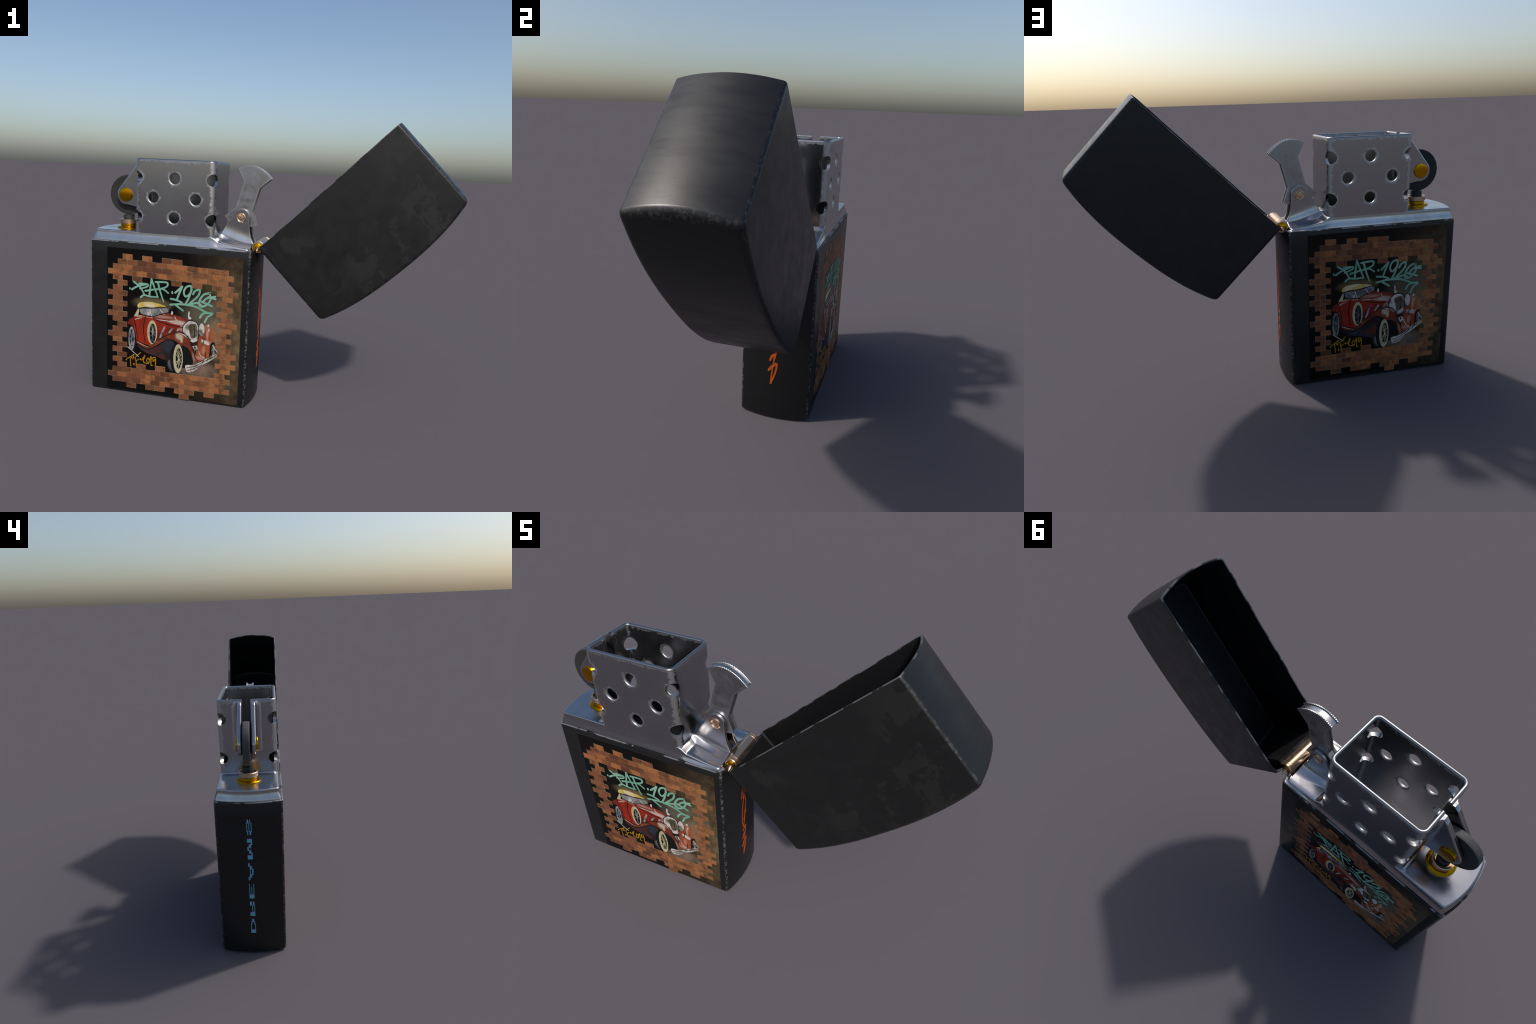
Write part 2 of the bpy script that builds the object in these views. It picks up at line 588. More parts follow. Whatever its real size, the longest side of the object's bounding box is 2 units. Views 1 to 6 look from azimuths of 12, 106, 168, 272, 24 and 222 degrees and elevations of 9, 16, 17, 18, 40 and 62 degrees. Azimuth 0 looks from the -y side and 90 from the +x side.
rings = [guard_ring(0, 0.705), guard_ring(0, 0.93), guard_ring(0, CH_TOP - CH_WALL / 2)]
for i in range(1, 8):
    a = math.pi * i / 8
    rings.append(guard_ring(CH_WALL / 2 * (1 - math.cos(a)), CH_TOP - CH_WALL / 2 * (1 - math.sin(a))))
rings += [guard_ring(CH_WALL, CH_TOP - CH_WALL / 2), guard_ring(CH_WALL, 0.705)]
me = loft('wind_guard', rings + [rings[0]], False, False)
guard = new_object('wind_guard', me, lighter, None)


def hole_cutter(at, direction, r=0.0285, flare=0.0075, reach=0.045):
    """Hour-glass cutter: the hole's lips roll outwards on both faces of the sheet."""
    prof = []
    for i in range(-6, 7):
        t = i / 6
        h = t * CH_WALL / 2
        prof.append((r + flare * (1 - math.sqrt(max(0.0, 1 - (abs(t) * 0.985) ** 2))), h))
    big = r + flare * 0.95
    prof = [(big, -reach)] + prof + [(big, reach)]
    me = lathe('cutter', prof, 'Z', seg=32)
    me.transform(Matrix.Translation(at) @ Vector(direction).to_track_quat('Z', 'Y').to_matrix().to_4x4())
    return new_object('cutter', me, None, None, None)


cutters = []
for s in (-1, 1):
    for dx, dz in ((0, HDZ), (0, -HDZ), (HDX, 0), (-HDX, 0)):
        cutters.append(hole_cutter((HX + dx, s * (CH_Y - CH_WALL / 2), HZ + dz), (0, 1, 0)))
    for cx, sx in ((CH_X1, 1), (CH_X0, -1)):
        for dz in (HDZ, -HDZ):
            inset = CH_WALL / 2 + CH_R * 0.29
            me = lathe('cutter', [(0.033, -0.05), (0.033, 0.05)], 'Z', seg=40)
            me.transform(Matrix.Translation((cx - sx * inset, s * (CH_Y - inset), HZ + dz))
                         @ Matrix.Rotation(math.atan2(s, sx), 4, 'Z') @ Matrix.Rotation(math.pi / 2, 4, 'Y'))
            cutters.append(new_object('cutter', me, None, None, None))
cutters.append(box(CH_X0 - 0.05, CH_X0 + 0.08, -0.0225, 0.0225, 1.05, 1.4))
cut(guard, cutters)
guard.data.materials.clear()
guard.data.materials.append(guard_steel)
weighted(guard, 38)

# arms that carry the striker wheel, folded out of the guard's slot
WX, WZ = -0.8238, 1.1285
arm = [(-0.700, 1.328), (-0.738, 1.326), (-0.757, 1.310)]
for a in range(146, 288, 12):
    arm.append((WX + 0.056 * math.cos(math.radians(a)), WZ + 0.058 * math.sin(math.radians(a))))
arm += [(-0.770, 1.062), (-0.700, 1.056)]
for s in (-1, 1):
    ob = new_object('wheel_arm', prism('wheel_arm', arm, s * 0.0235, s * 0.0475, 0.007, 4), lighter, steel, 40)
    weighted(ob, 40)
    head = [(0.0, 0.030), (0.039, 0.030), (0.039, 0.0535), (0.0372, 0.0562), (0.033, 0.0570), (0.0, 0.0570)]
    new_object('axle_head', lathe('axle_head', [(r, s * h) for r, h in head], 'Y', (WX, 0, WZ), 48), ob, gold, 30)

    fold = [(CH_X0 + 0.004, 0.0240), (CH_X0 - 0.030, 0.0240)]
    for i in range(9):
        a = math.radians(90 * i / 8)
        fold.append((CH_X0 - 0.030 + 0.0290 * math.sin(a), 0.0465 + 0.030 * (1 - math.cos(a))))
    fold.append((CH_X0 + 0.004, 0.0765))
    rings = []
    for z, k in ((1.0600, 0.55), (1.066, 0.9), (1.075, 1.0), (1.29, 1.0), (1.322, 0.62), (1.3275, 0.45)):
        rings.append([(lerp(CH_X0 + 0.004, x, k), s * y, z) for x, y in fold])
    fob = new_object('guard_fold', loft('guard_fold', rings), ob, steel, 40)
    weighted(fob, 40)

# striker wheel
half = [(0.0, 0.0170), (0.100, 0.0175), (0.1085, 0.0185), (0.1125, 0.0172), (0.1140, 0.0140), (0.1140, 0.0050)]
prof = half + [(r, -h) for r, h in reversed(half)]
wheel = new_object('striker_wheel', lathe('striker_wheel', prof, 'Y', (WX, 0, WZ), 96), lighter, striker, 35)

# flint tube: flange, knurled collar, dark flint
FX = -0.8265
flange = [(0.0, 0.928), (0.062, 0.930), (0.067, 0.936), (0.067, 0.940), (0.062, 0.944), (0.048, 0.946), (0.0, 0.946)]
ob = new_object('flint_flange', lathe('flint_flange', flange, 'Z', (FX, 0, 0), 64), lighter, gold, 35)
neck = [(0.0, 0.944), (0.0475, 0.944), (0.046, 0.955), (0.0475, 0.962), (0.0, 0.962)]
new_object('flint_neck', lathe('flint_neck', neck, 'Z', (FX, 0, 0), 64), ob, gold, 35)
seg = 72
rings = []
for r, h, k in ((0.0, 0.960, 0), (0.047, 0.9605, 0), (0.0505, 0.963, 1), (0.0505, 0.9835, 1), (0.0485, 0.986, 0),
                (0.040, 0.986, 0), (0.039, 0.984, 0), (0.039, 0.966, 0), (0.0, 0.966, 0)):
    rings.append([((r + k * 0.0008 * (i % 2)) * math.cos(2 * math.pi * i / seg) + FX,
                   (r + k * 0.0008 * (i % 2)) * math.sin(2 * math.pi * i / seg), h) for i in range(seg)])
new_object('flint_collar', loft('flint_collar', rings), ob, bronze, 40)
fl = [(0.0, 0.96), (0.031, 0.96), (0.031, 1.009), (0.029, 1.0125), (0.0, 1.0125)]
new_object('flint', lathe('flint', fl, 'Z', (FX, 0, 0), 32), ob, flint_mat, 30)

# --------------------------------------------------------- cam and its seat
PX, PZ = -0.1458, 1.0387


def ear_levels():
    """Left and right edge of one cam ear from its sloping foot to its round top."""
    out = []
    foot = [((-0.262, 0.925), (-0.060, 0.880)), ((-0.256, 0.946), (-0.066, 0.898)), ((-0.250, 0.956), (-0.074, 0.908)),
            ((-0.240, 0.978), (-0.086, 0.932)), ((-0.226, 1.003), (-0.0935, 0.966)), ((-0.214, 1.020), (-0.0960, 0.992)),
            ((-0.203, 1.036), (-0.0965, 1.018))]
    out += foot
    R = 0.0495
    for i in range(0, 13):
        t = i / 12
        a = math.radians(lerp(154, 90, t))
        b = math.radians(lerp(-2, 90, t))
        out.append(((PX + R * math.cos(a) - 0.0002 * (1 - t), PZ + R * math.sin(a) + 0.002),
                    (PX + R * math.cos(b) + 0.0002 * (1 - t), PZ + R * math.sin(b) + 0.002)))
    return out


def ear_mesh(s):
    rings = []
    lv = ear_levels()
    n = len(lv)
    for k, (l, r) in enumerate(lv):
        flare = (0.010, 0.0095, 0.0045, 0.0003, 0.0)[k] if k < 5 else 0
        y0, y1 = 0.0235, 0.0385 + flare
        mid = ((l[0] + r[0]) / 2, (l[1] + r[1]) / 2)
        L, Rv = Vector((l[0], l[1])), Vector((r[0], r[1]))
        w = (Rv - L).length
        rad = min(0.004, w * 0.45)
        if k == n - 1:
            y0, y1 = 0.0275, 0.0345
        ring = []
        for u, v in rounded_rect(0, w, y0, y1, rad, 3):
            p = L.lerp(Rv, u / w if w > 1e-6 else 0)
            ring.append((p.x, s * v, p.y))
        rings.append(ring)
    return loft('cam_ear', rings)


for s in (-1, 1):
    ear = new_object('cam_ear', ear_mesh(s), lighter, deck_steel, 45)
    weighted(ear, 45)
    rivet = [(0.0, 0.030), (0.027, 0.030), (0.027, 0.0410), (0.0255, 0.0438), (0.0225, 0.0450), (0.0190, 0.0440),
             (0.0165, 0.0415), (0.0145, 0.0418), (0.0, 0.0425)]
    new_object('cam_rivet', lathe('cam_rivet', [(r, s * h) for r, h in rivet], 'Y', (PX, 0, PZ), 40), ear, bronze, 40)

TOOTH = 0.0010
top = [(lerp(-0.1775, 0.0115, i / 44), lerp(1.307, 1.2580, i / 44) + 0.158 * i / 44 * (1 - i / 44) + TOOTH * (1.0 if i % 2 else -0.6))
       for i in range(45)]
cam_shape = top + [(-0.052, 1.204), (-0.0875, 1.076), (-0.061, 0.997), (-0.096, 0.991), (-0.15, 0.985), (-0.2305, 1.027),
                   (-0.2447, 1.045), (-0.183, 1.0965), (-0.144, 1.237)]
cam = new_object('flip_cam', prism('flip_cam', cam_shape, -0.0155, 0.0155), lighter, cam_steel, 25)
ccx, ccz = -0.115, 1.14


def shrink(pts, d):
    """Inset an outline so the web sits below the rims of the two cheeks."""
    out, n = [], len(pts)
    for i in range(n):
        a, b, c = Vector(pts[i - 1]), Vector(pts[i]), Vector(pts[(i + 1) % n])
        e1, e2 = (b - a).normalized(), (c - b).normalized()
        n1, n2 = Vector((e1.y, -e1.x)), Vector((e2.y, -e2.x))
        m = (n1 + n2)
        m = m / max(0.5, m.length_squared / 2) if m.length > 1e-6 else n1
        out.append(tuple(b + m * d))
    return out


plain = [(x, z - TOOTH * (1.0 if i % 2 else -0.6)) if i < 45 else (x, z) for i, (x, z) in enumerate(cam_shape)]
cam.data = prism('flip_cam', shrink(plain, 0.006), -0.0165, 0.0165)
cam.data.materials.append(cam_steel)
for s in (-1, 1):
    new_object('cam_cheek', prism('cam_cheek', cam_shape, s * 0.0155, s * 0.0218, 0.0010, 1), cam, cam_steel, 25)

# -------------------------------------------------------------------- hinge
BX, BZ, BR = -0.0305, 0.894, 0.0300
half = [(0.0, 0.0), (BR, 0.0), (BR, 0.086), (BR - 0.002, 0.0875), (BR + 0.0005, 0.0895), (BR + 0.0015, 0.0965), (BR - 0.0025, 0.0985),
        (BR - 0.0025, 0.1005), (BR + 0.0015, 0.1025), (BR + 0.0015, 0.1115), (BR - 0.001, 0.1150), (BR - 0.0045, 0.1155)]
prof = [(r, -h) for r, h in reversed(half[1:])] + half[1:]
me = lathe('hinge_barrel', [(0.0, -0.112)] + prof + [(0.0, 0.112)], 'Y', (BX, 0, BZ), 48)
barrel = new_object('hinge_barrel', me, lighter, bronze, 28)
for s in (-1, 1):
    cup = [(0.0, 0.1125), (0.0235, 0.1150), (0.0235, 0.1165), (0.017, 0.1195), (0.011, 0.122), (0.0, 0.122)]
    new_object('hinge_cup', lathe('hinge_cup', [(r, s * h) for r, h in cup], 'Y', (BX, 0, BZ), 40), barrel, gold, 30)
    tip = [(0.0, 0.118), (0.0095, 0.118), (0.0095, 0.127), (0.0065, 0.137), (0.002, 0.145), (0.0, 0.1455)]
    me = lathe('hinge_pin', [(r, s * h) for r, h in tip], 'Y', (0, 0, 0), 24)
    for v in me.vertices:
        v.co.z -= 0.014 * max(0.0, (abs(v.co.y) - 0.12) / 0.028)
    me.transform(Matrix.Translation((BX + 0.002, 0, BZ - 0.003)))
    new_object('hinge_pin', me, barrel, bronze, 35)


# ============================================================ printed picture
class Face:
    """One flat side of the case; pieces are laid on it in thin coats."""

    def __init__(self, side):
        self.side = side

    def at(self, u, v, lift):
        lift *= 0.33
        if self.side < 0:
            return Vector((FRONT_X + u * PW, -HD - lift, FRONT_Z + v * PH))
        return Vector((BACK_X - u * PW, HD + lift, BACK_Z + v * PH))

    def plate(self, name, pts, lift, mat, parent, base=0.0):
        """A flat coat of paint with a closed outline (u, v)."""
        bm = bmesh.new()
        a = [bm.verts.new(self.at(p[0], p[1], lift)) for p in pts]
        b = [bm.verts.new(self.at(p[0], p[1], base)) for p in pts]
        n = len(pts)
        top_face = bm.faces.new(a)
        for i in range(n):
            bm.faces.new((a[i], a[(i + 1) % n], b[(i + 1) % n], b[i]))
        bmesh.ops.triangulate(bm, faces=[top_face], ngon_method='EAR_CLIP')
        bmesh.ops.recalc_face_normals(bm, faces=bm.faces)
        want = Vector((0, self.side, 0))
        big = max(bm.faces, key=lambda f: f.calc_area() * abs(f.normal.y))
        if big.normal.dot(want) < 0:
            bmesh.ops.reverse_faces(bm, faces=bm.faces[:])
        me = D.meshes.new(name)
        bm.to_mesh(me)
        bm.free()
        return new_object(name, me, parent, mat, None)

    def ellipse(self, name, e, lift, mat, parent, n=36):
        pts = [(e[0] + e[2] * math.cos(2 * math.pi * i / n), e[1] + e[3] * math.sin(2 * math.pi * i / n)) for i in range(n)]
        return self.plate(name, pts, lift, mat, parent)

    def ribbon(self, pts, w0, w1):
        """Outline of a brush stroke with round ends, in metres-square u, v."""
        k = PW / PH
        c = [Vector((p[0] * k, p[1])) for p in spline(pts, 7)]
        n = len(c)
        left, right = [], []
        for i in range(n):
            d = (c[min(i + 1, n - 1)] - c[max(i - 1, 0)])
            d = d.normalized() if d.length > 1e-9 else Vector((1, 0))
            w = lerp(w0, w1, i / (n - 1)) / 2
            nn = Vector((-d.y, d.x)) * w
            left.append(c[i] + nn)
            right.append(c[i] - nn)
        return left, right, c, k

    def strokes(self, name, lines, width, lift, mat, parent, taper=1.0):
        bm = bmesh.new()
        for s, pts in enumerate(lines):
            left, right, c, k = self.ribbon(pts, width, width * taper)
            h = lift + 0.00008 * s
            rows = []
            for l, r in zip(left, right):
                rows.append((bm.verts.new(self.at(l.x / k, l.y, h)), bm.verts.new(self.at(r.x / k, r.y, h))))
            for a, b in zip(rows, rows[1:]):
                bm.faces.new((a[0], a[1], b[1], b[0]))
            for p, w in ((c[0], width), (c[-1], width * taper)):
                ring = [bm.verts.new(self.at((p.x + w / 2 * math.cos(t)) / k, p.y + w / 2 * math.sin(t), h + 0.00004))
                        for t in [2 * math.pi * i / 10 for i in range(10)]]
                bm.faces.new(ring)
        want = Vector((0, self.side, 0))
        bm.normal_update()
        bad = [f for f in bm.faces if f.normal.dot(want) < 0]
        bmesh.ops.reverse_faces(bm, faces=bad)
        ex = bmesh.ops.extrude_face_region(bm, geom=bm.faces[:], use_keep_orig=True)
        for v in [g for g in ex['geom'] if isinstance(g, bmesh.types.BMVert)]:
            v.co.y -= self.side * 0.0003
        bm.normal_update()
        me = D.meshes.new(name)
        bm.to_mesh(me)
        bm.free()
        return new_object(name, me, parent, mat, None)


# print colours
def make_ground_print():
    """Black print ground with brown haze painted in at the right and pale glows."""
    m = Nodes('print_ground')
    uv = m.panel_uv()
    u, v = uv
    cloud = m.noise(6, 5, 0.6)
    fine = m.noise(22, 5, 0.6)
    right = m.math('MULTIPLY', m.ramp(u, [(0.60, 0.0), (0.97, 1.0)]), m.ramp(cloud, [(0.25, 0.35), (0.65, 1.0)]))
    mid = m.ramp(v, [(0.0, 0.45), (0.30, 0.7), (0.55, 1.0), (0.8, 0.8), (1.0, 0.4)], True)
    hue = m.mix(m.ramp(fine, [(0.3, 0.0), (0.7, 1.0)]), (0.055, 0.033, 0.016), (0.16, 0.115, 0.062))
    col = m.mix(m.math('MULTIPLY', right, mid), (0.0026, 0.0022, 0.0020), hue)
    g = m.ramp(fine, [(0.3, 0.5), (0.7, 1.0)])
    col = m.glow(uv, (0.74, 0.60), (0.22, 0.14), (0.10, 0.088, 0.062), col, 0.8, g)
    col = m.glow(uv, (0.35, 0.638), (0.18, 0.055), (0.22, 0.17, 0.08), col, 0.55, g)
    col = m.glow(uv, (0.70, 0.21), (0.19, 0.09), (0.20, 0.14, 0.10), col, 0.75, g)
    col = m.glow(uv, (0.515, 0.235), (0.05, 0.06), (0.20, 0.20, 0.21), col, 0.7, g)
    col = m.glow(uv, (0.605, 0.33), (0.03, 0.07), (0.16, 0.12, 0.09), col, 0.7, g)
    col = m.glow(uv, (0.83, 0.44), (0.09, 0.17), (0.24, 0.15, 0.08), col, 0.7, g)
    return m.set(color=m.mix(1.0, col, (1.2, 1.2, 1.2), 'MULTIPLY'), rough=0.33, spec=0.2)  # ground lightened a fifth to offset shade on the back face


def make_brick():
    m = Nodes('printed_brick')
    info = m.add('ShaderNodeObjectInfo').outputs['Random']
    pos = m.position()
    z = m.axis(2, pos)
    u, v = m.panel_uv()
    tone = m.ramp(info, [(0.0, (0.050, 0.019, 0.010)), (0.25, (0.105, 0.038, 0.019)), (0.65, (0.175, 0.066, 0.029)), (1.0, (0.265, 0.100, 0.034))])
    warm = m.mix(m.math('MULTIPLY', m.ramp(u, [(0.35, 0.0), (1.0, 1.0)]), 0.55), tone, (0.235, 0.108, 0.045))  # golden light painted over the right-hand bricks
    left = m.math('MULTIPLY', m.ramp(u, [(0.0, 1.0), (0.4, 0.0)]), m.ramp(v, [(0.1, 0.6), (0.8, 0.15)]))
    warm = m.mix(left, warm, (0.075, 0.030, 0.019))
    soot = m.ramp(m.noise(24, 4, 0.6, vec=pos), [(0.50, 0.0), (0.66, 1.0)])
    col = m.mix(m.math('MULTIPLY', soot, 0.75), warm, (0.042, 0.017, 0.009))
    col = m.mix(m.math('MULTIPLY', m.noise(160, 3, 0.6, vec=pos), 0.35), col, (0.10, 0.045, 0.025))
    return m.set(color=m.mix(1.0, col, (1.42, 1.38, 1.28), 'MULTIPLY'), rough=0.45, spec=0.2)  # brick colour brightened to make up for shade on the rear print


def make_car(name, a, b, scale, puffs, rough=0.4):
    """Airbrushed panel of the car: two mottled reds with puffs of light and shade."""
    m = Nodes(name)
    uv = m.panel_uv()
    n = m.noise(scale, 4, 0.6)
    col = m.mix(m.ramp(n, [(0.4, 0.0), (0.7, 1.0)]), a, b)
    g = m.ramp(m.noise(scale * 2.2, 4, 0.6), [(0.3, 0.55), (0.65, 1.0)])
    for c, r, tint, power in puffs:
        col = m.glow(uv, c, r, tint, col, power, g)
    return m.set(color=m.mix(1.0, col, (1.3, 1.25, 1.2), 'MULTIPLY'), rough=rough, spec=0.2)  # car colours raised against the dim light behind the case


mortar_mat = make_print('mortar', (0.22, 0.155, 0.09), (0.085, 0.052, 0.030), 16, 0.38, 0.62, gain=1.1)
GROUND_PRINT, BRICK_PRINT = make_ground_print(), make_brick()
WHITE, UMBER, DARK = (0.38, 0.32, 0.27), (0.20, 0.12, 0.06), (0.012, 0.007, 0.006)
red = make_car('car_red', (0.205, 0.016, 0.007), (0.13, 0.012, 0.006), 16,
               [((0.24, 0.545), (0.06, 0.012), WHITE, 0.6), ((0.33, 0.545), (0.05, 0.010), WHITE, 0.5), ((0.185, 0.49), (0.05, 0.05), DARK, 0.45),
                ((0.41, 0.42), (0.06, 0.05), DARK, 0.85), ((0.50, 0.465), (0.07, 0.04), DARK, 0.6), ((0.58, 0.49), (0.03, 0.03), WHITE, 0.55)])
rust_red = make_car('car_hood_red', (0.160, 0.026, 0.012), (0.085, 0.016, 0.009), 13,
                    [((0.545, 0.525), (0.085, 0.026), WHITE, 0.95), ((0.44, 0.555), (0.10, 0.014), WHITE, 0.45), ((0.53, 0.580), (0.09, 0.012), DARK, 0.6)])
fender_red = make_car('car_fender_red', (0.150, 0.030, 0.014), (0.075, 0.016, 0.010), 15,
                      [((0.560, 0.432), (0.038, 0.030), WHITE, 0.95), ((0.575, 0.405), (0.014, 0.020), WHITE, 0.9), ((0.44, 0.405), (0.09, 0.018), DARK, 0.7),
                       ((0.33, 0.325), (0.08, 0.012), DARK, 0.6), ((0.655, 0.40), (0.02, 0.06), DARK, 0.4), ((0.67, 0.30), (0.02, 0.05), WHITE, 0.35)])
haze_red = make_car('car_nose_red', (0.220, 0.058, 0.024), (0.14, 0.026, 0.012), 14,
                    [((0.755, 0.415), (0.045, 0.018), WHITE, 0.9), ((0.765, 0.465), (0.012, 0.05), WHITE, 0.6), ((0.74, 0.36), (0.018, 0.035), WHITE, 0.4),
                     ((0.72, 0.30), (0.05, 0.018), WHITE, 0.4), ((0.86, 0.46), (0.09, 0.12), UMBER, 0.9), ((0.76, 0.525), (0.05, 0.03), UMBER, 0.8)])
ink = make_print('ink_black', (0.004, 0.004, 0.004))
shadow_ink = make_print('under_car', (0.012, 0.008, 0.008), (0.020, 0.024, 0.034), 14, 0.4, 0.65, 0.5, (0.060, 0.014, 0.009))
chrome_print = make_print('chrome_white', (0.36, 0.34, 0.32), (0.085, 0.068, 0.052), 24, 0.48, 0.66)
grey_glass = make_print('window_grey', (0.065, 0.065, 0.066), (0.19, 0.19, 0.19), 17, 0.42, 0.62)
grille_mat = make_print('grille_umber', (0.045, 0.034, 0.022), (0.10, 0.085, 0.06), 22, 0.45, 0.7)
cream = make_print('cream', (0.31, 0.28, 0.175), (0.22, 0.19, 0.12), 25, 0.5, 0.75)
roof_mat = make_print('roof_yellow', (0.36, 0.25, 0.016), (0.42, 0.36, 0.24), 17, 0.44, 0.58)
teal = make_print('spray_teal', (0.115, 0.28, 0.195), (0.19, 0.34, 0.26), 9, 0.4, 0.62, gain=1.12)
mustard = make_print('spray_mustard', (0.30, 0.16, 0.006), (0.22, 0.11, 0.006), 20)
wheel_grey = make_print('wheel_grey', (0.22, 0.21, 0.20), (0.045, 0.05, 0.07), 22, 0.42, 0.62)
orange = make_print('spray_orange', (0.44, 0.085, 0.010), (0.36, 0.06, 0.008), 12, gain=1.25)
cyan_ink = make_print('pixel_cyan', (0.075, 0.26, 0.32), (0.085, 0.28, 0.34), 12, gain=1.6)  # lettering ink brightened because this end lies in shade
violet_ink = make_print('pixel_violet', (0.30, 0.03, 0.34), gain=1.85)

# courses of the brick frame, top to bottom: runs of half bricks (start, end)
COURSES = [[(3, 5), (7, 9), (11, 15)], [(2, 24)], [(1, 25)], [(0, 24)], [(1, 3), (5, 7), (13, 15), (17, 19), (21, 25)],
           [(2, 4), (22, 26)], [(1, 3), (23, 25)], [(0, 4), (22, 24)], [(1, 3), (23, 25)], [(0, 4), (22, 24)],
           [(1, 3), (23, 25)], [(0, 4), (22, 26)], [(1, 3), (23, 25)], [(2, 4), (22, 24)], [(1, 3), (23, 25)],
           [(0, 4), (22, 24)], [(1, 3), (23, 25)], [(2, 4), (22, 26)], [(1, 3), (23, 25)], [(2, 4), (22, 26)],
           [(1, 3), (23, 25)], [(2, 4), (6, 8), (10, 12), (22, 24)], [(1, 25)], [(0, 24)], [(1, 25)],
           [(4, 6), (8, 12), (14, 18), (20, 22)], [(15, 17)]]


def course_v(row, col):
    return lerp(0.9657 - 0.0364 * row, 0.9434 - 0.0351 * row, col / 25)


def col_u(col):
    return 0.0080 + 0.0372 * col


BW, BH, BT = 0.0372 * 2 * PW, 0.0358 * PH, 0.0012


def brick_mesh():
    bm = bmesh.new()
    bmesh.ops.create_cube(bm, size=1, matrix=Matrix.Diagonal((BW * 0.958, BT, BH * 0.925, 1)))
    up = [e for e in bm.edges if abs(e.verts[0].co.y - e.verts[1].co.y) > 1e-5]
    bmesh.ops.bevel(bm, geom=up, offset=0.003, segments=3, affect='EDGES')
    me = D.meshes.new('brick')
    bm.to_mesh(me)
    bm.free()
    return me


# the car, drawn in fractions of the panel's width and height
ROOF = [(0.242, 0.601), (0.241, 0.626), (0.274, 0.643), (0.344, 0.649), (0.414, 0.640), (0.453, 0.628), (0.402, 0.623), (0.350, 0.612), (0.297, 0.613)]
SOFT_TOP = [(0.238, 0.595), (0.255, 0.595), (0.242, 0.545), (0.206, 0.537)]
GLASS = [(0.256, 0.600), (0.327, 0.604), (0.391, 0.616), (0.460, 0.625), (0.475, 0.595), (0.415, 0.573), (0.357, 0.554), (0.292, 0.555), (0.260, 0.565)]
BODY = [(0.160, 0.479), (0.168, 0.513), (0.204, 0.532), (0.263, 0.552), (0.351, 0.548), (0.445, 0.525), (0.587, 0.508), (0.591, 0.469),
        (0.499, 0.443), (0.413, 0.393), (0.355, 0.345), (0.313, 0.346), (0.236, 0.370), (0.223, 0.426), (0.199, 0.472)]
HOOD = [(0.351, 0.542), (0.392, 0.571), (0.450, 0.587), (0.519, 0.580), (0.576, 0.566), (0.620, 0.552), (0.592, 0.520), (0.575, 0.510), (0.474, 0.520)]
UNDER = [(0.237, 0.338), (0.317, 0.319), (0.381, 0.345), (0.477, 0.399), (0.521, 0.379), (0.509, 0.297), (0.471, 0.251), (0.392, 0.273), (0.292, 0.294)]
NOSE = [(0.699, 0.431), (0.723, 0.486), (0.740, 0.528), (0.768, 0.535), (0.811, 0.505), (0.835, 0.468), (0.850, 0.436), (0.819, 0.420),
        (0.792, 0.384), (0.781, 0.311), (0.730, 0.285), (0.692, 0.274), (0.675, 0.289), (0.694, 0.363)]
WELL = [(0.536, 0.372), (0.579, 0.375), (0.618, 0.359), (0.648, 0.313), (0.666, 0.257), (0.636, 0.231), (0.588, 0.216), (0.539, 0.255)]
FENDER = [(0.229, 0.371), (0.272, 0.353), (0.312, 0.336), (0.346, 0.350), (0.399, 0.395), (0.467, 0.432), (0.509, 0.456), (0.543, 0.466),
          (0.581, 0.462), (0.620, 0.437), (0.645, 0.402), (0.666, 0.351), (0.682, 0.299), (0.674, 0.257), (0.652, 0.318), (0.627, 0.360),
          (0.598, 0.377), (0.572, 0.369), (0.545, 0.389), (0.511, 0.404), (0.477, 0.402), (0.438, 0.387), (0.390, 0.353), (0.356, 0.328),
          (0.317, 0.317), (0.272, 0.330), (0.237, 0.349)]
RADIATOR = [(0.584, 0.498), (0.598, 0.528), (0.631, 0.549), (0.669, 0.547), (0.691, 0.527), (0.698, 0.475), (0.692, 0.441), (0.644, 0.422), (0.618, 0.442), (0.587, 0.467)]
GRILLE = [(0.624, 0.513), (0.646, 0.529), (0.681, 0.529), (0.692, 0.483), (0.691, 0.450), (0.651, 0.430), (0.634, 0.468)]
HORN = [(0.640, 0.416), (0.673, 0.428), (0.696, 0.447), (0.693, 0.419), (0.659, 0.403)]
CREST = [(0.656, 0.377), (0.689, 0.384), (0.699, 0.364), (0.676, 0.340)]
BUMPER = [(0.612, 0.237), (0.674, 0.248), (0.730, 0.278), (0.776, 0.311), (0.831, 0.340), (0.837, 0.323), (0.786, 0.285), (0.721, 0.245),
          (0.675, 0.204), (0.630, 0.190), (0.614, 0.205)]
GLINT_NOSE = [(0.720, 0.431), (0.743, 0.427), (0.775, 0.410), (0.782, 0.398), (0.763, 0.398), (0.725, 0.416)]
GLINT_FENDER = [(0.529, 0.446), (0.553, 0.446), (0.577, 0.426), (0.583, 0.395), (0.559, 0.415)]
MASCOT = [(0.624, 0.614), (0.632, 0.600), (0.630, 0.582), (0.645, 0.566), (0.624, 0.559), (0.619, 0.590)]

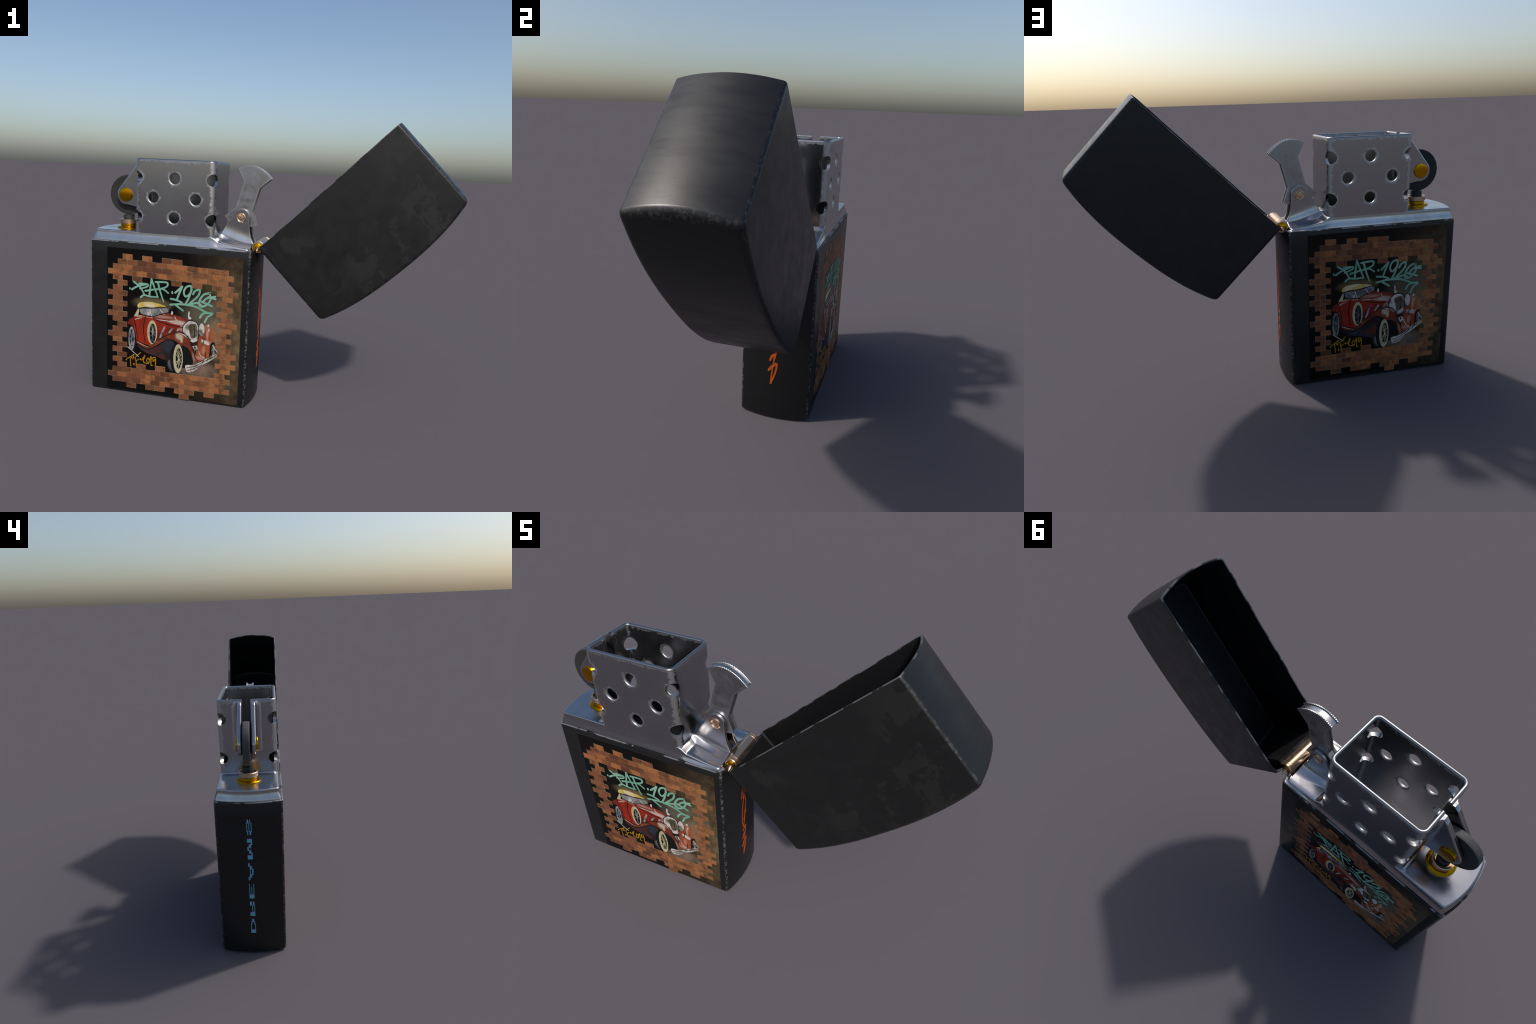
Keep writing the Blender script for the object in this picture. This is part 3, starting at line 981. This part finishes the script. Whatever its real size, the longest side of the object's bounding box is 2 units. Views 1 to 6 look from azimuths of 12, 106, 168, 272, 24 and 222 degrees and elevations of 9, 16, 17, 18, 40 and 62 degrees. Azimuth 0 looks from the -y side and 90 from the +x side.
OUTLINES = [
    [(0.160, 0.479), (0.171, 0.513), (0.204, 0.532)], [(0.204, 0.530), (0.222, 0.486), (0.242, 0.379)],
    [(0.229, 0.369), (0.317, 0.338), (0.356, 0.349), (0.404, 0.395), (0.467, 0.431), (0.524, 0.458)],
    [(0.524, 0.462), (0.576, 0.464), (0.625, 0.436), (0.655, 0.377), (0.682, 0.299), (0.701, 0.279)],
    [(0.237, 0.347), (0.317, 0.316), (0.390, 0.351), (0.443, 0.387), (0.482, 0.404), (0.535, 0.394)],
    [(0.251, 0.596), (0.260, 0.565), (0.292, 0.553), (0.351, 0.550), (0.415, 0.573), (0.475, 0.593), (0.460, 0.627)],
    [(0.236, 0.598), (0.298, 0.604), (0.368, 0.611), (0.460, 0.627)], [(0.239, 0.598), (0.204, 0.532)],
    [(0.581, 0.471), (0.583, 0.502), (0.601, 0.530), (0.631, 0.551), (0.674, 0.547), (0.696, 0.523), (0.700, 0.471), (0.696, 0.435)],
    [(0.352, 0.540), (0.445, 0.512), (0.532, 0.503), (0.584, 0.498)], [(0.666, 0.520), (0.673, 0.441)],
    [(0.784, 0.310), (0.795, 0.385), (0.820, 0.420)], [(0.735, 0.40), (0.745, 0.44)], [(0.755, 0.30), (0.758, 0.345)],
    [(0.300, 0.545), (0.285, 0.46), (0.300, 0.36)]]
GLINTS = [[(0.369, 0.533), (0.474, 0.531), (0.583, 0.524)], [(0.522, 0.565), (0.537, 0.543), (0.583, 0.521)],
          [(0.330, 0.599), (0.342, 0.565), (0.353, 0.534)], [(0.408, 0.609), (0.426, 0.585), (0.444, 0.574)],
          [(0.242, 0.361), (0.292, 0.342), (0.336, 0.338), (0.390, 0.378)], [(0.22, 0.515), (0.24, 0.525), (0.27, 0.533)],
          [(0.555, 0.457), (0.590, 0.450), (0.625, 0.425)], [(0.70, 0.36), (0.72, 0.32), (0.76, 0.30)],
          [(0.805, 0.40), (0.83, 0.37), (0.845, 0.355)], [(0.165, 0.315), (0.20, 0.29), (0.25, 0.255)]]
BUMPER_LINES = [[(0.619, 0.219), (0.683, 0.241), (0.749, 0.281), (0.829, 0.328)], [(0.627, 0.202), (0.684, 0.225), (0.731, 0.256)],
                [(0.735, 0.265), (0.745, 0.292)], [(0.77, 0.285), (0.775, 0.315)]]
VENTS = [[(0.447, 0.487), (0.432, 0.455), (0.414, 0.407)], [(0.505, 0.483), (0.481, 0.453)], [(0.551, 0.483), (0.542, 0.467)]]

# sprayed words
BAR = [[(0.193, 0.724), (0.237, 0.749), (0.310, 0.769)], [(0.207, 0.778), (0.254, 0.746), (0.290, 0.695)],
       [(0.248, 0.769), (0.310, 0.769), (0.308, 0.752), (0.255, 0.734)], [(0.261, 0.675), (0.287, 0.693), (0.331, 0.687), (0.392, 0.689)],
       [(0.326, 0.689), (0.333, 0.748), (0.341, 0.807)], [(0.341, 0.807), (0.365, 0.750), (0.392, 0.687)],
       [(0.296, 0.723), (0.377, 0.741), (0.429, 0.746), (0.469, 0.723)],
       [(0.373, 0.790), (0.456, 0.794), (0.452, 0.763), (0.377, 0.738)], [(0.391, 0.784), (0.412, 0.718), (0.435, 0.661)]]
YEAR = [[(0.521, 0.731), (0.571, 0.777)], [(0.571, 0.777), (0.549, 0.726), (0.534, 0.685)], [(0.488, 0.686), (0.528, 0.682), (0.571, 0.669)],
        [(0.641, 0.760), (0.632, 0.786), (0.599, 0.774), (0.584, 0.739), (0.598, 0.712), (0.628, 0.733), (0.640, 0.765)],
        [(0.641, 0.762), (0.623, 0.709), (0.601, 0.665)],
        [(0.652, 0.733), (0.667, 0.757), (0.700, 0.765), (0.690, 0.726), (0.649, 0.686), (0.614, 0.654)], [(0.614, 0.654), (0.686, 0.677), (0.723, 0.653)],
        [(0.773, 0.751), (0.729, 0.736), (0.698, 0.688), (0.707, 0.655), (0.753, 0.670), (0.780, 0.711), (0.772, 0.746)],
        [(0.725, 0.685), (0.752, 0.714), (0.813, 0.731)], [(0.815, 0.715), (0.763, 0.724)], [(0.714, 0.689), (0.792, 0.665)],
        [(0.486, 0.646), (0.574, 0.657), (0.670, 0.650), (0.744, 0.622), (0.797, 0.612)], [(0.797, 0.612), (0.762, 0.587), (0.742, 0.549)],
        [(0.529, 0.645), (0.581, 0.614)], [(0.707, 0.579), (0.733, 0.611), (0.794, 0.617)]]
SIGNATURE = [[(0.163, 0.232), (0.215, 0.266)], [(0.184, 0.242), (0.190, 0.180)], [(0.193, 0.247), (0.208, 0.233), (0.208, 0.265)],
             [(0.223, 0.242), (0.231, 0.217), (0.231, 0.186)], [(0.223, 0.246), (0.265, 0.286)], [(0.229, 0.217), (0.249, 0.236)],
             [(0.276, 0.233), (0.300, 0.271), (0.288, 0.224), (0.315, 0.213)],
             [(0.323, 0.256), (0.313, 0.232), (0.326, 0.213), (0.334, 0.237), (0.323, 0.256)],
             [(0.338, 0.246), (0.348, 0.267), (0.347, 0.208), (0.359, 0.204)],
             [(0.383, 0.261), (0.363, 0.263), (0.365, 0.234), (0.382, 0.252), (0.381, 0.202)]]

brick_me = brick_mesh()


def spokes(e, n, seed):
    rnd = random.Random(seed)
    out = []
    for i in range(n):
        a = math.pi * (i + 0.5 * rnd.random()) / n
        b = a + math.pi + rnd.uniform(-0.4, 0.4)
        out.append([(e[0] + e[2] * 0.9 * math.cos(a), e[1] + e[3] * 0.9 * math.sin(a)),
                    (e[0] + e[2] * 0.9 * math.cos(b), e[1] + e[3] * 0.9 * math.sin(b))])
    return out


def picture(side):
    f = Face(side)
    panel = f.plate('print_panel', [(0, 0), (1, 0), (1, 1), (0, 1)], 0.0006, GROUND_PRINT, case)
    mat = BRICK_PRINT
    first = brick_me if side < 0 else brick_me.copy()
    first.materials.clear()
    first.materials.append(mat)
    bm = bmesh.new()
    for row, runs in enumerate(COURSES):
        for a, b in runs:
            for c in range(a, b, 2):
                mid = c + 1
                v1, v0 = course_v(row, mid), course_v(row + 1, mid)
                ob = D.objects.new('brick', first)
                COL.objects.link(ob)
                ob.parent = case
                ob.location = f.at(col_u(mid), (v0 + v1) / 2, 0.0016)
                ob.scale = (1, 1, (v1 - v0) / 0.0358)
                slope = (course_v(row, 0) - course_v(row, 25)) * PH / (25 * 0.0372 * PW)
                ob.rotation_euler = (0, slope if side < 0 else -slope, 0)
                p = [(col_u(c) - 0.0012, course_v(row, c) + 0.0012), (col_u(c + 2) + 0.0012, course_v(row, c + 2) + 0.0012),
                     (col_u(c + 2) + 0.0012, course_v(row + 1, c + 2) - 0.0012), (col_u(c) - 0.0012, course_v(row + 1, c) - 0.0012)]
                h = 0.0011 + 0.00006 * (row % 2) + 0.00003 * ((c // 2) % 2)
                vs = [bm.verts.new(f.at(u, v, h)) for u, v in p]
                vb = [bm.verts.new(f.at(u, v, 0.0)) for u, v in p]
                bm.faces.new(vs)
                for i in range(4):
                    bm.faces.new((vs[i], vs[(i + 1) % 4], vb[(i + 1) % 4], vb[i]))
    bmesh.ops.recalc_face_normals(bm, faces=bm.faces)
    for fc in [x for x in bm.faces if abs(x.normal.y) > 0.9 and x.normal.y * side < 0]:
        fc.normal_flip()
    me = D.meshes.new('mortar')
    bm.to_mesh(me)
    bm.free()
    mortar = new_object('mortar', me, case, mortar_mat, None)
    mortar['kind'] = 'stuff'

    S = lambda pts: [(p.x, p.y) for p in spline(pts, 5, True)]
    E = (lambda *a: f.ellipse(*a, case))
    P = (lambda n, pts, h, m: f.plate(n, S(pts), h, m, case))
    step = iter([0.0010 + 0.00012 * i for i in range(60)])
    nx = lambda: next(step)
    P('painted_undercarriage', UNDER, nx(), shadow_ink)
    P('painted_car_nose', NOSE, nx(), haze_red)
    E('painted_tyre', (0.198, 0.379, 0.037, 0.095), nx(), ink)
    P('painted_car_body', BODY, nx(), red)
    P('painted_car_hood', HOOD, nx(), rust_red)
    P('painted_car_roof', ROOF, nx(), roof_mat)
    f.plate('painted_soft_top', SOFT_TOP, nx(), cream, case)
    P('painted_windscreen', GLASS, nx(), grey_glass)
    E('painted_wheel_wall', (0.193, 0.378, 0.025, 0.086), nx(), wheel_grey)
    E('painted_wheel_hub', (0.195, 0.383, 0.014, 0.062), nx(), ink)
    f.strokes('painted_spokes', spokes((0.195, 0.383, 0.014, 0.062), 3, 3), 0.005, nx(), wheel_grey, case)
    E('painted_wheel_wall', (0.352, 0.439, 0.038, 0.084), nx(), cream)
    E('painted_wheel_hub', (0.356, 0.432, 0.024, 0.069), nx(), ink)
    f.strokes('painted_spokes', spokes((0.355, 0.432, 0.022, 0.066), 5, 5), 0.0035, nx(), wheel_grey, case)
    P('painted_wheel_well', WELL, nx(), ink)
    E('painted_tyre', (0.541, 0.273, 0.049, 0.104), nx(), ink)
    P('painted_fender', FENDER, nx(), fender_red)
    E('painted_wheel_wall', (0.553, 0.276, 0.036, 0.102), nx(), cream)
    E('painted_wheel_hub', (0.558, 0.278, 0.023, 0.073), nx(), ink)
    f.strokes('painted_spokes', spokes((0.558, 0.278, 0.023, 0.073), 6, 8), 0.0035, nx(), cream, case)
    E('painted_tyre', (0.809, 0.368, 0.024, 0.053), nx(), ink)
    E('painted_wheel_hub', (0.814, 0.366, 0.016, 0.043), nx(), grille_mat)
    f.strokes('painted_spokes', spokes((0.814, 0.366, 0.016, 0.043), 4, 9), 0.0035, nx(), wheel_grey, case)
    P('painted_radiator', RADIATOR, nx(), chrome_print)
    P('painted_grille', GRILLE, nx(), grille_mat)
    E('painted_headlamp', (0.614, 0.472, 0.019, 0.030), nx(), chrome_print)
    E('painted_headlamp_rim', (0.721, 0.499, 0.025, 0.046), nx(), ink)
    E('painted_headlamp', (0.722, 0.499, 0.022, 0.043), nx(), chrome_print)
    P('painted_horn', HORN, nx(), chrome_print)
    f.plate('painted_crest', CREST, nx(), chrome_print, case)
    E('painted_crest_dot', (0.677, 0.370, 0.006, 0.009), nx(), ink)
    P('painted_bumper', BUMPER, nx(), chrome_print)
    P('painted_mascot', MASCOT, nx(), chrome_print)
    P('painted_glint', GLINT_NOSE, nx(), chrome_print)
    P('painted_glint', GLINT_FENDER, nx(), cream)
    f.strokes('painted_glint_stroke', GLINTS, 0.0065, nx(), chrome_print, case, 0.6)
    f.strokes('painted_outline', OUTLINES, 0.0055, 0.0054, ink, case, 0.8)
    f.strokes('painted_vent', VENTS, 0.013, 0.0049, wheel_grey, case)
    f.strokes('painted_bumper_line', BUMPER_LINES, 0.005, 0.0055, grille_mat, case)
    f.strokes('sprayed_word', BAR, 0.0138, 0.0046, teal, case, 0.75)
    f.strokes('sprayed_year', YEAR, 0.0140, 0.0046, teal, case, 0.9)
    for e in ((0.178, 0.729, 0.006, 0.008), (0.498, 0.729, 0.007, 0.010)):
        E('sprayed_dot', e, 0.0046, teal)
    f.strokes('sprayed_signature', SIGNATURE, 0.0062, 0.0046, mustard, case, 0.9)
    for e in ((0.155, 0.222, 0.005, 0.006), (0.214, 0.196, 0.006, 0.008), (0.263, 0.237, 0.006, 0.007)):
        E('sprayed_dot', e, 0.0046, mustard)
    for e in ((0.500, 0.590, 0.007, 0.013), (0.770, 0.53, 0.007, 0.009), (0.322, 0.566, 0.009, 0.012), (0.775, 0.50, 0.005, 0.012)):
        E('painted_sparkle', e, 0.0049, chrome_print)


picture(-1)
picture(1)


# --------------------------------------------------------- words on the ends
def end_x(y):
    return HW + BULGE * (1 - (y / HD) ** 2)


def end_plate(bm, side, poly, lift):
    """A patch of ink on a bowed end face; poly in (y, z)."""
    a = [bm.verts.new((CX + side * (end_x(y) + lift), y, z)) for y, z in poly]
    b = [bm.verts.new((CX + side * (end_x(y) - 0.0005), y, z)) for y, z in poly]
    n = len(poly)
    fc = bm.faces.new(a)
    if fc.normal_update() or fc.normal.x * side < 0:
        fc.normal_flip()
    for i in range(n):
        bm.faces.new((a[i], a[(i + 1) % n], b[(i + 1) % n], b[i]))


# pixel letters, foot at the bottom of the case: rectangles (row0, row1, column0, column1) on a grid six rows deep
LETTERS = [
    (0.130, 0.214, 5.0, [(0, 6, 0, 1.1), (0, .8, 1.1, 3.2), (5.2, 6, 1.1, 3.2), (.7, 1.7, 3.1, 4.1), (4.3, 5.3, 3.1, 4.1), (1.7, 4.3, 4.0, 5)]),
    (0.235, 0.320, 4.4, [(0, 6, 0, 1.1), (0, .8, 1.1, 3.4), (2.6, 3.4, 1.1, 3.4), (.7, 2.4, 3.3, 4.4), (3.7, 6, 3.3, 4.4)]),
    (0.341, 0.425, 4.4, [(0, 6, 0, 1.1), (0, .8, 1.1, 4.4), (2.6, 3.4, 1.1, 3.5), (5.2, 6, 1.1, 4.4)]),
    (0.449, 0.545, 5.6, [(4.2, 6, 0, 1), (1.8, 4.3, .9, 1.9), (0, 1.6, 1.8, 3.8), (3.4, 4.2, 1.8, 3.8), (1.8, 4.3, 3.7, 4.7), (4.2, 6, 4.6, 5.6)]),
    (0.569, 0.682, 6.5, [(0, 6, 0, 1.2), (0, 1.5, 1.1, 2.0), (1.4, 4.2, 1.9, 2.9), (4.1, 6, 2.8, 3.9), (1.4, 4.2, 3.7, 4.8), (0, 1.6, 4.6, 5.5), (0, 6, 5.4, 6.5)]),
    (0.705, 0.787, 5.0, [(0, .8, 1, 4), (2.6, 3.4, 1, 4), (5.2, 6, 1, 4), (.7, 2.5, 0, 1.1), (4.3, 5.2, 0, 1.1), (1.4, 2.2, 3.9, 5), (3.5, 5.3, 3.9, 5)])]
for name, mat, dz, lift in (('pixel_letter_edge', violet_ink, 0.0026, 0.0006), ('pixel_letter', cyan_ink, 0.0, 0.0012)):
    for z0, z1, cols, rects in LETTERS:
        bm = bmesh.new()
        for k, (r0, r1, c0, c1) in enumerate(rects):
            ya, yb = -0.0125 + 0.0255 * r0 / 6, -0.0125 + 0.0255 * r1 / 6
            za, zb = lerp(z0, z1, c0 / cols) + dz, lerp(z0, z1, c1 / cols) + dz
            end_plate(bm, -1, [(ya, za), (yb, za), (yb, zb), (ya, zb)], lift + 0.00004 * k)
        me = D.meshes.new(name)
        bm.to_mesh(me)
        bm.free()
        new_object(name, me, case, mat, None)

SCRAWL = [[(0.022, 0.757, 2), (0.004, 0.715, 5), (-0.013, 0.679, 5)], [(-0.013, 0.679, 5), (-0.022, 0.64, 5), (-0.030, 0.607, 3)],
          [(-0.009, 0.690, 4), (0.000, 0.65, 4), (-0.011, 0.596, 4)], [(0.010, 0.662, 4), (0.0, 0.63, 5), (-0.011, 0.600, 4)],
          [(0.006, 0.612, 4), (0.017, 0.567, 5), (0.014, 0.53, 5), (0.000, 0.471, 4), (-0.008, 0.44, 3)],
          [(0.002, 0.610, 4), (-0.014, 0.56, 4), (-0.022, 0.49, 5), (-0.024, 0.442, 5), (-0.014, 0.40, 5)],
          [(0.022, 0.498, 3), (0.004, 0.475, 5), (-0.008, 0.450, 4)], [(0.004, 0.50, 4), (0.002, 0.45, 4), (-0.012, 0.40, 4)],
          [(-0.012, 0.395, 6), (0.010, 0.388, 7), (-0.022, 0.372, 7)], [(0.010, 0.388, 4), (0.004, 0.345, 4), (-0.005, 0.300, 3)],
          [(0.002, 0.348, 8), (-0.014, 0.335, 9), (-0.024, 0.310, 6)], [(-0.004, 0.345, 3), (-0.004, 0.31, 4), (-0.010, 0.26, 4), (-0.017, 0.19, 4)],
          [(-0.030, 0.257, 5), (-0.016, 0.278, 9), (0.011, 0.303, 8)], [(0.012, 0.303, 6), (0.010, 0.275, 6), (0.000, 0.235, 5), (-0.017, 0.188, 6)]]
bm = bmesh.new()
for k, pts in enumerate(SCRAWL):
    c = spline([p[:2] for p in pts], 7)
    n = len(c)
    rows = []
    for i, p in enumerate(c):
        d = (c[min(i + 1, n - 1)] - c[max(0, i - 1)]).normalized()
        t = i / (n - 1) * (len(pts) - 1)
        j = min(int(t), len(pts) - 2)
        w = lerp(pts[j][2], pts[j + 1][2], t - j) * 0.00080
        nn = Vector((-d.y, d.x)) * w
        h = 0.0008 + 0.00005 * k
        rows.append([bm.verts.new((CX + end_x(q.x) + h, q.x, q.y)) for q in (p + nn, p - nn)])
    for a, b in zip(rows, rows[1:]):
        fc = bm.faces.new((a[0], b[0], b[1], a[1]))
        fc.normal_update()
        if fc.normal.x < 0:
            fc.normal_flip()
ex = bmesh.ops.extrude_face_region(bm, geom=bm.faces[:], use_keep_orig=True)
for v in [g for g in ex['geom'] if isinstance(g, bmesh.types.BMVert)]:
    v.co.x -= 0.0006
me = D.meshes.new('sprayed_scrawl')
bm.to_mesh(me)
bm.free()
new_object('sprayed_scrawl', me, case, orange, None)
